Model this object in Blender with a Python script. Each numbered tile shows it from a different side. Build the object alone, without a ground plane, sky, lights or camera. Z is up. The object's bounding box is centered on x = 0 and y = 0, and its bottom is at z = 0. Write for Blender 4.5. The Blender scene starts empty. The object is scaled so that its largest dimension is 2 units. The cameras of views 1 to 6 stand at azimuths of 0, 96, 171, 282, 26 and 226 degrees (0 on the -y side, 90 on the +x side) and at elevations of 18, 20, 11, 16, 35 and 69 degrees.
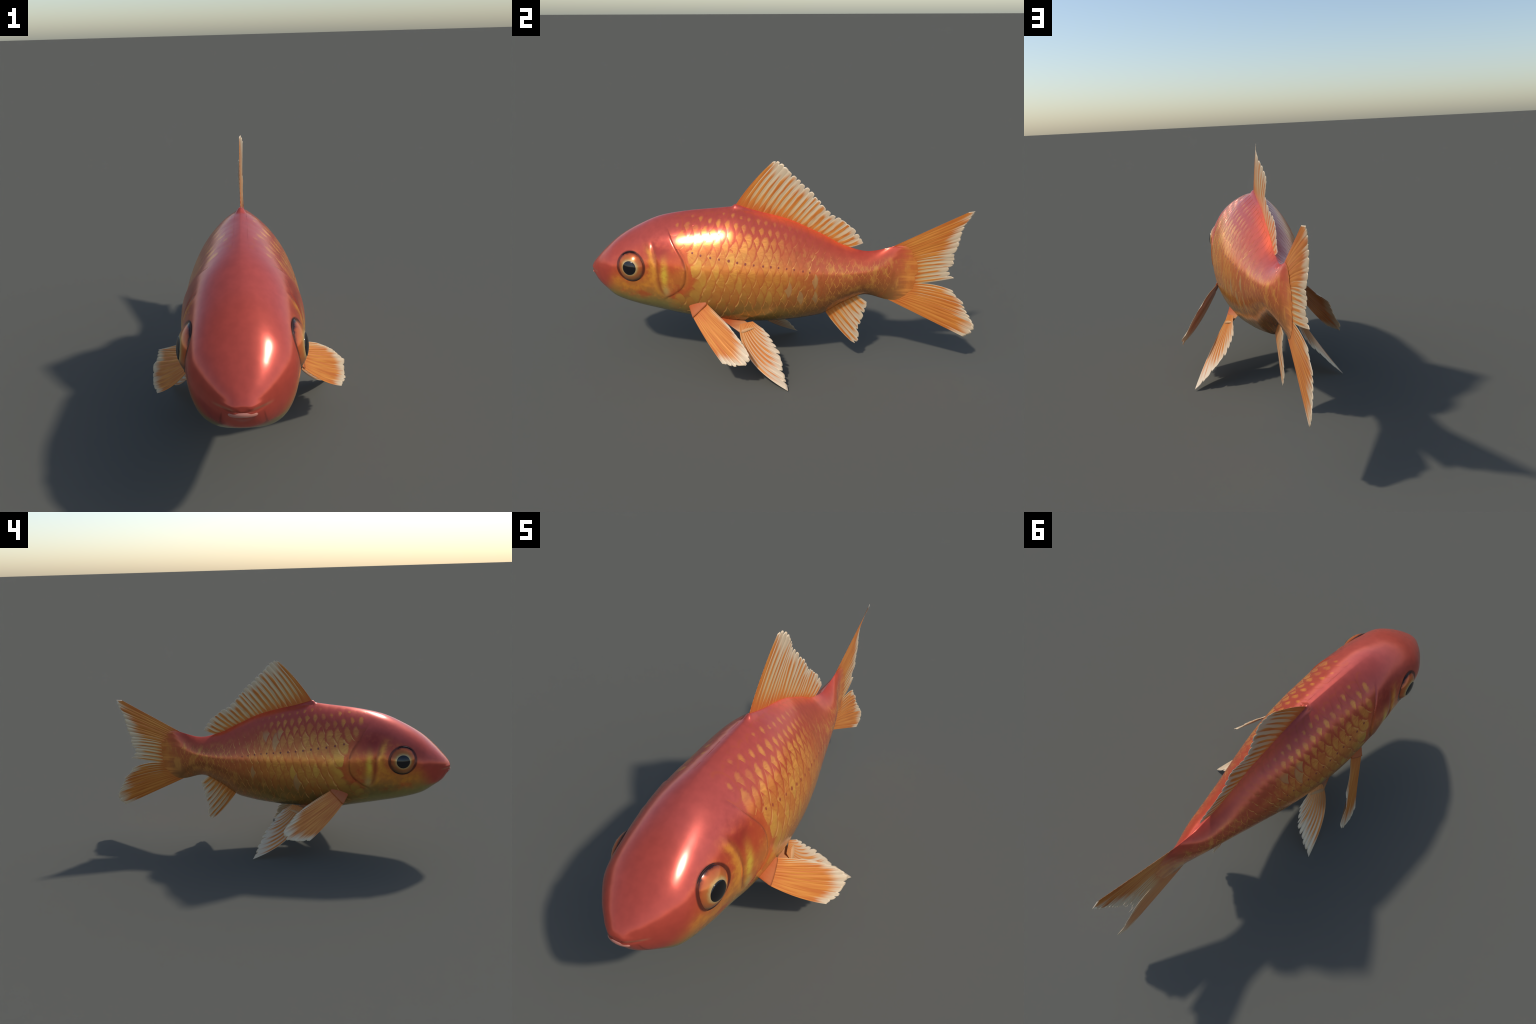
"""A goldfish swimming: one smooth lofted body with overlapping scales, domed eyes and rayed fins."""
import bpy, math, random
import numpy as np
from mathutils import Matrix, Vector

rng = random.Random(7)
X0 = -0.012          # the fish's plane of symmetry
Y0 = -1.004          # tip of the snout

# ----------------------------------------------------------------------------------------------
# BODY: cross-sections along the spine.
# station y | top z | bottom z | widest z | half width | upper exponent | lower exponent
# (exponent 2 = elliptic, 1 = pointed ridge, 3+ = boxy)
# ----------------------------------------------------------------------------------------------
STATIONS = np.array([
    [-1.004, .500, .474, .487, .016, 2.6, 1.7],
    [-.990, .530, .452, .490, .045, 2.5, 2.0],
    [-.965, .559, .418, .505, .074, 2.4, 2.5],
    [-.920, .606, .388, .515, .115, 2.2, 3.1],
    [-.850, .667, .348, .522, .158, 2.0, 3.5],
    [-.750, .728, .317, .530, .177, 1.85, 3.4],
    [-.620, .785, .288, .530, .192, 1.7, 3.0],
    [-.480, .814, .261, .511, .206, 1.47, 2.7],
    [-.330, .832, .239, .487, .207, 1.44, 2.8],
    [-.240, .841, .239, .485, .203, 1.38, 2.9],
    [-.100, .817, .240, .492, .190, 1.28, 2.8],
    [.050, .780, .246, .491, .163, 1.16, 2.2],
    [.200, .715, .267, .500, .128, 1.06, 1.5],
    [.330, .652, .344, .511, .100, 1.10, 1.3],
    [.440, .627, .390, .520, .075, 1.22, 1.25],
    [.550, .650, .366, .519, .036, 1.25, 1.25],
    [.620, .680, .358, .520, .0125, 1.3, 1.3],
    [.700, .706, .352, .520, .0006, 1.3, 1.3]])


def pchip(x, xp, fp):
    """monotone cubic through the stations"""
    h = np.diff(xp); d = np.diff(fp) / h; m = np.zeros_like(fp)
    w1 = 2 * h[1:] + h[:-1]; w2 = h[1:] + 2 * h[:-1]
    ok = d[1:] * d[:-1] > 0
    a = np.where(ok, d[:-1], 1); b = np.where(ok, d[1:], 1)
    m[1:-1] = np.where(ok, (w1 + w2) / (w1 / a + w2 / b), 0); m[0] = d[0]; m[-1] = d[-1]
    i = np.clip(np.searchsorted(xp, x) - 1, 0, len(xp) - 2); t = (x - xp[i]) / h[i]
    return fp[i] * (1 + 2 * t) * (1 - t) ** 2 + m[i] * h[i] * t * (1 - t) ** 2 + fp[i + 1] * t * t * (3 - 2 * t) + m[i + 1] * h[i] * t * t * (t - 1)


def spine(y):
    return np.sqrt(np.maximum(np.asarray(y, float) - Y0, 0))


XS = spine(STATIONS[:, 0])


def section(y):
    s = spine(np.clip(y, STATIONS[0, 0], STATIONS[-1, 0]))
    zt, zb, zm, w, pu, pl = (pchip(s, XS, STATIONS[:, k]) for k in range(1, 7))
    return zt, zb, zm, w, pu, pl


def smooth(a, b, x):
    t = np.clip((np.asarray(x, float) - a) / (b - a), 0, 1)
    return t * t * (3 - 2 * t)


EYE_OUT = -.005       # how far the eye's rim stands off the skin
EYE = np.array([.165, -.744, .561])     # right eye, x measured from the symmetry plane
GILL_Z = [.36, .406, .427, .459, .49, .528, .566, .613, .663, .735, .77]
GILL_Y = [-.60, -.564, -.526, -.489, -.469, -.462, -.462, -.478, -.511, -.557, -.60]
CHEEK_Z = [.406, .435, .485, .537, .589, .663, .72]
CHEEK_Y = [-.570, -.591, -.603, -.607, -.615, -.635, -.66]


def gill_y(z):
    return np.interp(z, GILL_Z, GILL_Y)


def relief(x, y, z):
    """height of the gill cover, cheek bone, eye socket and mouth over the plain body"""
    side = smooth(.05, .11, np.abs(x))
    d = y - gill_y(z)
    inz = smooth(.37, .42, z) * (1 - smooth(.70, .76, z))
    g = np.where(d < 0, .0036 * np.exp(d / .05), 0) - .0032 * np.exp(-((d - .008) / .007) ** 2)
    g = np.where((d >= 0) & (d < .006), g + .0036 * (1 - d / .006), g)
    c = y - np.interp(z, CHEEK_Z, CHEEK_Y)
    k = -.0028 * np.exp(-((c - .006) / .009) ** 2) + .002 * np.exp(-((c + .014) / .014) ** 2)
    k = k * smooth(.40, .45, z) * (1 - smooth(.64, .70, z))
    r = np.hypot(y - EYE[1], z - EYE[2])
    e = -.014 * (1 - smooth(.048, .064, r))
    out = side * (g * inz + k) + e * smooth(.04, .09, np.abs(x))
    lips = (1 - smooth(-.988, -.960, y)) * smooth(.455, .47, z)
    return out + lips * (-.0022 * np.exp(-((z - .4885) / .0050) ** 2) + .0012 * np.exp(-((z - .501) / .008) ** 2))


def skin_end(theta):
    c = np.maximum(np.cos(theta), 0)
    return .552 + .142 * c + c * (.005 * np.sin(9 * theta) + .003 * np.sin(21 * theta + 1))


def skin(y, theta, side):
    """point on the plain body: theta from -90 (belly) to 90 degrees (back)"""
    zt, zb, zm, w, pu, pl = section(y)
    s, c = np.sin(theta), np.maximum(np.cos(theta), 0)
    up = s >= 0
    half = w * c ** (2 / np.where(up, pu, pl))
    run = np.clip((y - .47) / (skin_end(theta) - .47), 0, 1)      # the hem thins out onto the tail fin
    half = np.maximum(half * (1 - run ** 2.6), np.minimum(half, .0017))
    x = X0 + side * half
    z = zm + s * np.where(up, zt - zm, zm - zb)
    # little hump where the back fin starts
    nub = np.where(y < -.232, np.exp(-((y + .232) / .014) ** 2), np.exp(-np.maximum(y + .232, 0) / .05))
    z = z + .015 * nub * smooth(.975, 1., s)
    return np.stack([x, np.broadcast_to(y, x.shape), z], -1)


def skin_frame(y, theta, side):
    e = 2e-3
    p = skin(y, theta, side)
    a = skin(y + e, theta, side) - skin(y - e, theta, side)
    b = skin(y, theta + e, side) - skin(y, theta - e, side)
    n = np.cross(a, b) * side
    n /= np.linalg.norm(n, axis=-1, keepdims=True) + 1e-12
    return p, n


# ----------------------------------------------------------------------------------------------
# small helpers for objects
# ----------------------------------------------------------------------------------------------
def new_object(name, mesh, parent=None, mats=()):
    o = bpy.data.objects.new(name, mesh)
    bpy.context.scene.collection.objects.link(o)
    for m in mats:
        if mesh is not None and m.name not in [k.name for k in mesh.materials if k]:
            mesh.materials.append(m)
    if parent is not None:
        o.parent = parent
    return o


def mesh_of(name, verts, faces, smooth_shading=True):
    me = bpy.data.meshes.new(name)
    me.from_pydata([tuple(map(float, v)) for v in verts], [], [tuple(map(int, f)) for f in faces])
    me.update()
    if smooth_shading:
        me.polygons.foreach_set("use_smooth", [True] * len(me.polygons))
    return me


# ----------------------------------------------------------------------------------------------
# MATERIALS
# ----------------------------------------------------------------------------------------------
class Nodes:
    """a thin layer over shader nodes so that masks read as formulas"""

    def __init__(self, mat):
        mat.use_nodes = True
        self.t = mat.node_tree
        self.t.nodes.clear()

    def add(self, kind, **kw):
        n = self.t.nodes.new(kind)
        for k, v in kw.items():
            setattr(n, k, v)
        return n

    def put(self, sock, v):
        if isinstance(v, (bpy.types.NodeSocket,)):
            self.t.links.new(v, sock)
        elif isinstance(v, (tuple, list)) and len(v) == 3 and sock.type == 'RGBA':
            sock.default_value = (*v, 1)
        else:
            sock.default_value = v

    def math(self, op, *a, clamp=False):
        n = self.add('ShaderNodeMath', operation=op, use_clamp=clamp)
        for i, v in enumerate(a):
            self.put(n.inputs[i], v)
        return n.outputs[0]

    def sub(self, a, b): return self.math('SUBTRACT', a, b)
    def mul(self, a, b): return self.math('MULTIPLY', a, b)
    def plus(self, a, b): return self.math('ADD', a, b)
    def div(self, a, b): return self.math('DIVIDE', a, b)

    def step(self, v, a, b, lo=0., hi=1.):
        n = self.add('ShaderNodeMapRange', interpolation_type='SMOOTHSTEP')
        for i, q in enumerate((v, a, b, lo, hi)):
            self.put(n.inputs[i], q)
        return n.outputs[0]

    def bump_at(self, v, c, w):
        """gaussian-like hump of half width w around c"""
        q = self.div(self.sub(v, c), w)
        return self.math('EXPONENT', self.mul(self.mul(q, q), -1.0)) if False else self.math('POWER', 2.718, self.mul(self.mul(q, q), -1.0))

    def mix(self, f, a, b, mode='MIX'):
        n = self.add('ShaderNodeMix', data_type='RGBA', blend_type=mode)
        self.put(n.inputs[0], f); self.put(n.inputs[6], a); self.put(n.inputs[7], b)
        return n.outputs[2]

    def mix_f(self, f, a, b):
        return self.plus(a, self.mul(f, self.sub(b, a)))

    def ramp(self, f, stops):
        n = self.add('ShaderNodeValToRGB')
        el = n.color_ramp.elements
        while len(el) < len(stops):
            el.new(.5)
        for e, (p, c) in zip(el, stops):
            e.position = p; e.color = (*c, 1)
        self.put(n.inputs[0], f)
        return n.outputs[0]

    def curve(self, f, xs, ys):
        n = self.add('ShaderNodeFloatCurve')
        c = n.mapping.curves[0]
        pts = list(zip(xs, ys))
        c.points[0].location = pts[0]; c.points[1].location = pts[-1]
        for p in pts[1:-1]:
            c.points.new(*p)
        n.mapping.update()
        self.put(n.inputs[1], f)
        return n.outputs[0]

    def noise(self, vec, scale, detail=3., rough=.55, dims='3D', w=None):
        n = self.add('ShaderNodeTexNoise', noise_dimensions=dims)
        self.put(n.inputs['Vector'], vec)
        n.inputs['Scale'].default_value = scale; n.inputs['Detail'].default_value = detail; n.inputs['Roughness'].default_value = rough
        if w is not None:
            self.put(n.inputs['W'], w)
        return n.outputs['Fac']

    def stretch(self, vec, s):
        n = self.add('ShaderNodeMapping')
        self.put(n.inputs['Vector'], vec)
        n.inputs['Scale'].default_value = s
        return n.outputs[0]

    def xyz(self, vec):
        n = self.add('ShaderNodeSeparateXYZ'); self.put(n.inputs[0], vec)
        return n.outputs[0], n.outputs[1], n.outputs[2]

    def prop(self, name):
        return self.add('ShaderNodeAttribute', attribute_type='OBJECT', attribute_name='["%s"]' % name).outputs['Fac']

    def surface(self, color, rough=.3, spec=.5, normal=None, coat=0., coat_rough=.1, **kw):
        b = self.add('ShaderNodeBsdfPrincipled')
        self.put(b.inputs['Base Color'], color)
        self.put(b.inputs['Roughness'], rough)
        b.inputs['Specular IOR Level'].default_value = spec
        b.inputs['Coat Weight'].default_value = coat; b.inputs['Coat Roughness'].default_value = coat_rough
        for k, v in kw.items():
            self.put(b.inputs[k], v)
        if normal is not None:
            self.put(b.inputs['Normal'], normal)
        o = self.add('ShaderNodeOutputMaterial')
        self.t.links.new(b.outputs[0], o.inputs[0])
        return b


def skin_colour(n, pos):
    """colour of the fish's skin at a place: red back, golden flank, olive belly, coppery gill cover"""
    x, y, z = n.xyz(pos)
    fy = n.div(n.sub(y, -1.004), 1.75)
    ys = np.array([-1.004, -.98, -.95, -.9, -.84, -.75, -.62, -.48, -.33, -.2, -.1, .05, .2, .33, .44, .55, .70])
    zt, zb, *_ = section(ys)
    top = n.curve(fy, (ys + 1.004) / 1.75, zt)
    bot = n.curve(fy, (ys + 1.004) / 1.75, zb)
    h = n.math('DIVIDE', n.sub(z, bot), n.sub(top, bot), clamp=True)
    n1 = n.noise(pos, 9., 4., .6)
    n2 = n.noise(pos, 34., 4., .62)
    n3 = n.noise(n.stretch(pos, (60., 34., 110.)), 1., 3., .6)
    hh = n.plus(h, n.mul(n.sub(n1, .5), .10))
    trunk = n.ramp(hh, [(0., (.19, .135, .04)), (.13, (.24, .145, .036)), (.3, (.38, .150, .032)), (.5, (.56, .16, .03)),
                        (.66, (.54, .11, .03)), (.78, (.47, .072, .032)), (.9, (.46, .070, .045)), (1., (.45, .068, .046))])
    rear = n.ramp(hh, [(0., (.24, .11, .035)), (.25, (.34, .12, .034)), (.5, (.48, .125, .038)), (.7, (.50, .105, .042)), (.88, (.48, .075, .036)), (1., (.50, .06, .032))])
    c = n.mix(n.step(y, -.05, .30), trunk, rear)
    fl = n.noise(n.stretch(pos, (20., 22., 12.)), 1., 3., .6)
    c = n.mix(n.mul(n.mul(n.step(fl, .50, .66, 0., .6), n.step(y, -.15, .0)), n.mul(n.step(h, .12, .3), n.step(h, .9, .7))), c, (.62, .27, .055))
    c = n.mix(n.mul(n.mul(n.step(fl, .46, .34, 0., .5), n.step(y, -.15, .0)), n.step(h, .9, .7)), c, (.36, .10, .028))
    # head
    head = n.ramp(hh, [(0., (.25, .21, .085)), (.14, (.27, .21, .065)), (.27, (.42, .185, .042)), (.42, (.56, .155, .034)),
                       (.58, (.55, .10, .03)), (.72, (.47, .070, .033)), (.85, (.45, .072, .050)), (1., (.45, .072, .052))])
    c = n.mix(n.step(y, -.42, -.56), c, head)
    # red snout, sloping down to the chin
    sn = n.plus(y, n.mul(n.sub(.50, z), .42))
    c = n.mix(n.mul(n.step(sn, -.80, -.90), n.step(z, .392, .425)), c, (.44, .064, .040))
    # mottling: darker red veins and yellow flecks on cheek and gill cover
    onface = n.mul(n.step(y, -.86, -.78), n.step(y, -.40, -.47))
    mid = n.mul(n.step(h, .14, .26), n.step(h, .86, .62))
    c = n.mix(n.mul(n.mul(onface, mid), n.step(n2, .50, .70, 0., .45)), c, (.66, .25, .035))
    c = n.mix(n.mul(n.mul(onface, mid), n.step(n1, .50, .64, 0., .65)), c, (.50, .07, .025))
    pt = n.mul(n.bump_at(n.plus(y, n.mul(n.sub(n1, .5), .10)), -.590, .070), n.bump_at(n.plus(z, n.mul(n.sub(n2, .5), .06)), .650, .052))
    c = n.mix(n.mul(pt, .9), c, (.30, .030, .020))
    # coppery arc under the eye
    ey, ez = n.sub(y, float(EYE[1])), n.sub(z, float(EYE[2]))
    r = n.math('SQRT', n.plus(n.mul(ey, ey), n.mul(ez, ez)))
    arc = n.mul(n.bump_at(r, .112, .022), n.step(n.plus(ez, n.mul(ey, -.5)), .01, -.06))
    c = n.mix(n.mul(arc, n.step(n2, .36, .6, .25, 1.)), c, (.62, .22, .03))
    arc2 = n.mul(n.bump_at(r, .122, .016), n.mul(n.step(ey, .05, .09), n.step(ez, .16, .02)))
    c = n.mix(n.mul(arc2, n.step(n2, .36, .58, .2, .9)), c, (.66, .24, .035))
    # dark rim of the socket
    c = n.mix(n.step(r, .081, .074, 0., .9), c, (.08, .018, .012))
    # golden streak on the gill cover
    gs = n.mul(n.bump_at(n.plus(y, n.mul(n.sub(n2, .5), .02)), -.567, .017), n.bump_at(z, .525, .062))
    c = n.mix(n.mul(gs, n.step(n3, .25, .55, .5, 1.)), c, (.74, .47, .05))
    gs2 = n.mul(n.bump_at(y, -.562, .018), n.bump_at(z, .44, .028))
    c = n.mix(n.mul(gs2, .6), c, (.52, .38, .13))
    # edge of the gill cover and of the cheek bone
    gy = n.plus(n.curve(z, GILL_Z, np.array(GILL_Y) + 1.0), -1.0)
    d = n.sub(y, gy)
    inz = n.mul(n.step(z, .39, .43), n.step(z, .74, .66))
    c = n.mix(n.mul(n.mul(n.bump_at(d, .004, .0045), inz), n.step(n2, .35, .6, .15, .6)), c, (.16, .035, .015))
    c = n.mix(n.mul(n.mul(n.bump_at(d, .035, .022), inz), .7), c, (.58, .11, .03))
    cy = n.plus(n.curve(z, CHEEK_Z, np.array(CHEEK_Y) + 1.0), -1.0)
    dc = n.sub(y, cy)
    inc = n.mul(n.step(z, .40, .44), n.step(z, .69, .60))
    c = n.mix(n.mul(n.mul(n.bump_at(dc, .006, .008), inc), .6), c, (.30, .07, .02))
    c = n.mix(n.mul(n.mul(n.bump_at(dc, -.016, .012), inc), .6), c, (.74, .30, .04))
    # mouth line
    jz = n.curve(n.mul(n.plus(y, 1.004), 8.), [0, .17, .33, .55, .78, 1.], [.489, .481, .448, .412, .382, .36])
    m = n.mul(n.bump_at(n.sub(z, jz), 0., .004), n.mul(n.step(y, -.92, -.94), n.step(y, -.982, -.968)))
    c = n.mix(n.mul(m, .5), c, (.13, .022, .012))
    m = n.mul(n.bump_at(z, .4925, .0045), n.mul(n.step(y, -.945, -.975), n.step(y, -1.0035, -.998)))
    c = n.mix(n.mul(m, .40), c, (.50, .26, .14))
    m = n.mul(n.bump_at(z, .4865, .0028), n.step(y, -.975, -.992))
    c = n.mix(n.mul(m, .55), c, (.13, .022, .012))
    # reflection at the foot of the back fin, painted as a bright red line
    c = n.mix(n.mul(n.mul(n.step(h, .93, .985), n.step(y, -.16, .02)), n.mul(n.step(y, .40, .32), .7)), c, (.72, .10, .026))
    # the skin runs out into the tail rays
    ts = n.noise(n.stretch(pos, (1., 4., 60.)), 1., 2., .5)
    c = n.mix(n.mul(n.step(n.plus(y, n.mul(n.sub(ts, .5), .16)), .58, .68), .95), c, n.mix(n.step(ts, .45, .62), (.50, .14, .026), (.62, .22, .045)))
    # fine grain
    c = n.mix(.22, c, n.mix(n.step(n2, .3, .72), (.70, .70, .70), (1.25, 1.25, 1.25)), 'MULTIPLY')
    return c, h, x, y, z


# the skin is part mirror: its glints take the colour of the scale below
ROUGH = .215
SPEC = .5
METAL = .43
GAIN = 1.3


def skin_material(name, rim=False):
    mat = bpy.data.materials.new(name)
    n = Nodes(mat)
    pos = n.add('ShaderNodeTexCoord').outputs['Object'] if not rim else n.add('ShaderNodeNewGeometry').outputs['Position']
    c, h, x, y, z = skin_colour(n, pos)
    if rim:
        k = n.noise(pos, 40., 2.)
        c = n.mix(n.mul(n.mul(n.step(k, .38, .62, .15, .85), n.step(h, .90, .66)), n.step(h, .10, .45, .4, 1.)), c, (.72, .30, .06))
    c = n.mix(1., c, (GAIN, GAIN, GAIN), 'MULTIPLY')
    n.surface(c, ROUGH, SPEC, Metallic=n.step(y, .50, .66, METAL, .2))
    return mat


def scale_material():
    """one scale: local x runs from its root (-1) to its free edge (+1), local y across"""
    mat = bpy.data.materials.new("fish_scale")
    n = Nodes(mat)
    pos = n.add('ShaderNodeNewGeometry').outputs['Position']
    c, h, x, y, z = skin_colour(n, pos)
    loc = n.add('ShaderNodeTexCoord').outputs['Object']
    a, b, _ = n.xyz(loc)
    rnd = n.add('ShaderNodeObjectInfo').outputs['Random']
    shift = n.mul(rnd, 40.)
    fan = n.math('ARCTAN2', b, n.plus(a, 1.15))
    comb = n.add('ShaderNodeCombineXYZ'); n.put(comb.inputs[0], n.mul(fan, 14.)); n.put(comb.inputs[1], n.mul(a, .9)); n.put(comb.inputs[2], shift)
    stria = n.noise(comb.outputs[0], 1., 2., .6)
    ab = n.math('ABSOLUTE', b)
    aa = n.sub(a, .22)
    r = n.math('SQRT', n.plus(n.mul(n.mul(aa, aa), 1.35), n.mul(b, b)))
    # golden heart of the scale: smaller towards the back, spread wide on the flank
    front = n.step(y, .16, -.12)
    size = n.plus(n.step(h, 1.0, .62, .34, 1.0), n.mul(n.sub(rnd, .5), .16))
    gold = n.mul(n.step(n.plus(r, n.mul(n.sub(stria, .5), .50)), size, n.sub(size, .34)), front)
    gold = n.mul(gold, n.step(h, 1.0, .95))
    gold = n.mul(gold, n.step(h, .10, .45, .35, 1.))
    hue = n.ramp(h, [(0., (.25, .15, .04)), (.25, (.42, .205, .04)), (.5, (.72, .31, .05)), (.75, (.76, .30, .06)), (1., (.68, .22, .05))])
    hue = n.mix(n.step(stria, .35, .68, .55, 0.), hue, (.48, .15, .03))
    rnd2 = n.math('FRACT', n.mul(rnd, 17.31))
    hue = n.mix(n.step(rnd2, .45, 1., 0., .6), hue, (.56, .15, .03))
    hue = n.mix(n.mul(n.step(rnd2, .30, 0., 0., .45), n.step(h, .75, .5)), hue, (.66, .42, .07))
    green = n.mul(n.step(y, -.30, -.42), n.bump_at(z, .50, .10))
    hue = n.mix(n.mul(green, .42), hue, (.74, .52, .07))
    c = n.mix(n.mul(gold, n.step(n.noise(pos, 8., 3.), .30, .62, .38, .98)), c, hue)
    # red rim, then a hair-thin bright lip
    edge = n.math('SQRT', n.plus(n.mul(a, a), n.mul(b, b)))
    c = n.mix(n.mul(n.bump_at(edge, .90, .10), n.step(h, .06, .3, .15, .40)), c, (.46, .085, .025))
    c = n.mix(n.mul(n.step(edge, .955, .985), n.mul(n.step(a, .1, .5), n.mul(n.step(h, .9, .7, 0., .75), n.step(n.noise(pos, 22., 2.), .38, .62)))), c, (.82, .40, .10))
    # a few dull, pale scales
    pale = n.mul(n.math('GREATER_THAN', rnd, .955), n.mul(n.step(edge, .99, .80, 0., .42), n.mul(n.step(h, .84, .78), n.step(y, -.34, -.20))))
    c = n.mix(pale, c, (.46, .32, .14))
    c = n.mix(1., c, (GAIN, GAIN, GAIN), 'MULTIPLY')
    n.surface(c, ROUGH, SPEC, Metallic=n.step(y, .50, .66, METAL, .2))
    return mat


def ray_material():
    """fin ray: local x = 0 at the root, 1 at the tip; local y = -1..1 across at the root"""
    mat = bpy.data.materials.new("fin_ray_orange")
    n = Nodes(mat)
    loc = n.add('ShaderNodeTexCoord').outputs['Object']
    a, b, _ = n.xyz(loc)
    bow = n.mul(n.mul(n.mul(a, n.sub(1., a)), 4.), n.prop("bow"))
    t = n.div(n.sub(b, bow), n.math('MAXIMUM', n.plus(1., n.mul(a, n.prop("flare"))), .05))
    rnd = n.add('ShaderNodeObjectInfo').outputs['Random']
    comb = n.add('ShaderNodeCombineXYZ'); n.put(comb.inputs[0], n.mul(a, 2.2)); n.put(comb.inputs[1], n.mul(t, 1.1)); n.put(comb.inputs[2], n.mul(rnd, 60.))
    streak = n.noise(comb.outputs[0], 1.0, 1.5, .5)
    warm = n.prop("warm")
    reach = n.prop("reach")
    at = n.math('ABSOLUTE', t)
    width = n.plus(n.plus(n.mul(warm, 1.0), n.step(a, .30, .0, .56, 1.25)), n.mul(n.sub(streak, .5), 1.2))
    core = n.step(at, width, n.sub(width, .30))
    tip = n.step(n.plus(a, n.mul(n.sub(streak, .5), .34)), reach, n.sub(reach, .24))
    orange = n.mix(n.step(streak, .3, .7), (.62, .165, .026), (.76, .275, .048))
    orange = n.mix(n.mul(n.step(a, .30, .0), n.prop("ember")), orange, (.62, .10, .025))
    pale = n.mix(n.step(a, .25, .98), n.mix(n.prop("blush"), (.72, .48, .23), (.72, .38, .17)), (.76, .57, .37))
    pale = n.mix(n.step(a, .42, .05, 0., .75), pale, (.72, .28, .06))
    c = n.mix(n.mul(core, tip), pale, orange)
    n.surface(c, .30, .5, Metallic=.25)
    return mat


def membrane_material():
    mat = bpy.data.materials.new("fin_membrane_cream")
    n = Nodes(mat)
    pos = n.add('ShaderNodeTexCoord').outputs['Object']
    k = n.noise(pos, 30., 3.)
    n.surface(n.mix(k, (.76, .52, .27), (.84, .68, .50)), .36, .5)
    return mat


def base_material():
    mat = bpy.data.materials.new("fin_base_flesh")
    n = Nodes(mat)
    tc = n.add('ShaderNodeTexCoord')
    a, b, c_ = n.xyz(tc.outputs['Object'])
    k = n.noise(n.stretch(tc.outputs['Object'], (2., 6., 6.)), 1.5, 3.)
    c = n.mix(n.plus(n.mul(n.prop("pale"), n.step(a, .25, 1.)), n.mul(n.sub(k, .5), .18)), (.48, .09, .02), (.70, .40, .17))
    n.surface(c, .42, .3)
    return mat


def plain(name, col, rough, spec=.5, **kw):
    mat = bpy.data.materials.new(name)
    n = Nodes(mat)
    n.surface(col, rough, spec, **kw)
    return mat


def iris_material():
    mat = bpy.data.materials.new("iris_copper")
    n = Nodes(mat)
    loc = n.add('ShaderNodeTexCoord').outputs['Object']
    a, b, _ = n.xyz(loc)
    r = n.math('SQRT', n.plus(n.mul(a, a), n.mul(b, b)))
    ang = n.math('ARCTAN2', b, a)
    comb = n.add('ShaderNodeCombineXYZ'); n.put(comb.inputs[0], n.mul(a, 60.)); n.put(comb.inputs[1], n.mul(b, 60.)); n.put(comb.inputs[2], n.mul(r, 30.))
    k = n.noise(comb.outputs[0], 1., 3.)
    bl = n.plus(b, .0055)
    r2 = n.math('SQRT', n.plus(n.mul(a, a), n.mul(bl, bl)))
    rr = n.plus(n.div(n.mix_f(n.step(r, .044, .060), r2, r), .070), n.mul(n.sub(k, .5), .16))
    # the pale ring sits a little low
    c = n.ramp(rr, [(0., (.62, .42, .20)), (.55, (.62, .40, .17)), (.61, (.60, .29, .09)), (.69, (.58, .18, .045)), (.86, (.58, .12, .035)), (.95, (.30, .06, .022)), (1., (.04, .012, .010))])
    c = n.mix(n.mul(n.step(b, .01, -.06), n.step(rr, .60, .85, 0., .55)), c, (.34, .20, .08))
    n.surface(c, .18, .5, Metallic=.4)
    return mat


M_SKIN = skin_material("goldfish_skin")
M_RIM = skin_material("scale_lip", rim=True)
M_SKINW = None
M_SCALE = scale_material()
M_RAY = ray_material()
M_WEB = membrane_material()
M_BASE = base_material()
M_IRIS = iris_material()
M_PUPIL = plain("pupil_black", (.006, .006, .007), .08, .6)
M_SOCKET = plain("eye_socket_dark", (.030, .012, .010), .5, .2)
M_LIP = plain("lip_pink", (.50, .19, .135), .3)
M_PORE = plain("pore_red", (.30, .055, .022), .3)

# ----------------------------------------------------------------------------------------------
# BUILD: root
# ----------------------------------------------------------------------------------------------
fish = bpy.data.objects.new("goldfish", None)
bpy.context.scene.collection.objects.link(fish)
fish["label"] = "orange-red goldfish with golden scales and ragged cream fins"
fish["category"] = "goldfish"

# ----------------------------------------------------------------------------------------------
# BODY: one skin, its faces parted into head, gill covers, torso and tail root
# ----------------------------------------------------------------------------------------------
NA, NS = 224, 330
sv = np.linspace(spine(-1.0039), spine(.70), NS)
ring = np.linspace(-math.pi / 2, math.pi * 1.5, NA, endpoint=False)
theta = np.where(ring > math.pi / 2, math.pi - ring, ring)
side = np.where(ring > math.pi / 2, -1., 1.)
yy = Y0 + sv[:, None] ** 2 + 0 * theta[None]
# the rear edge of the skin is an arc: it reaches furthest back at mid height
yend = skin_end(theta)
yy = np.where(yy > .47, .47 + (yy - .47) / (.70 - .47) * (yend[None] - .47), yy)
P = skin(yy, theta[None] + 0 * yy, side[None] + 0 * yy)
verts = P.reshape(-1, 3)


def quads(ns, na):
    i, j = np.meshgrid(np.arange(ns - 1), np.arange(na), indexing='ij')
    k = (j + 1) % na
    return np.stack([i * na + j, i * na + k, (i + 1) * na + k, (i + 1) * na + j], -1).reshape(-1, 4)


Q = quads(NS, NA)[:, ::-1]


def vertex_normals(v, f):
    fn = np.cross(v[f[:, 2]] - v[f[:, 0]], v[f[:, 3]] - v[f[:, 1]])
    n = np.zeros_like(v)
    for c in range(4):
        np.add.at(n, f[:, c], fn)
    return n / (np.linalg.norm(n, axis=1, keepdims=True) + 1e-15)


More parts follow.
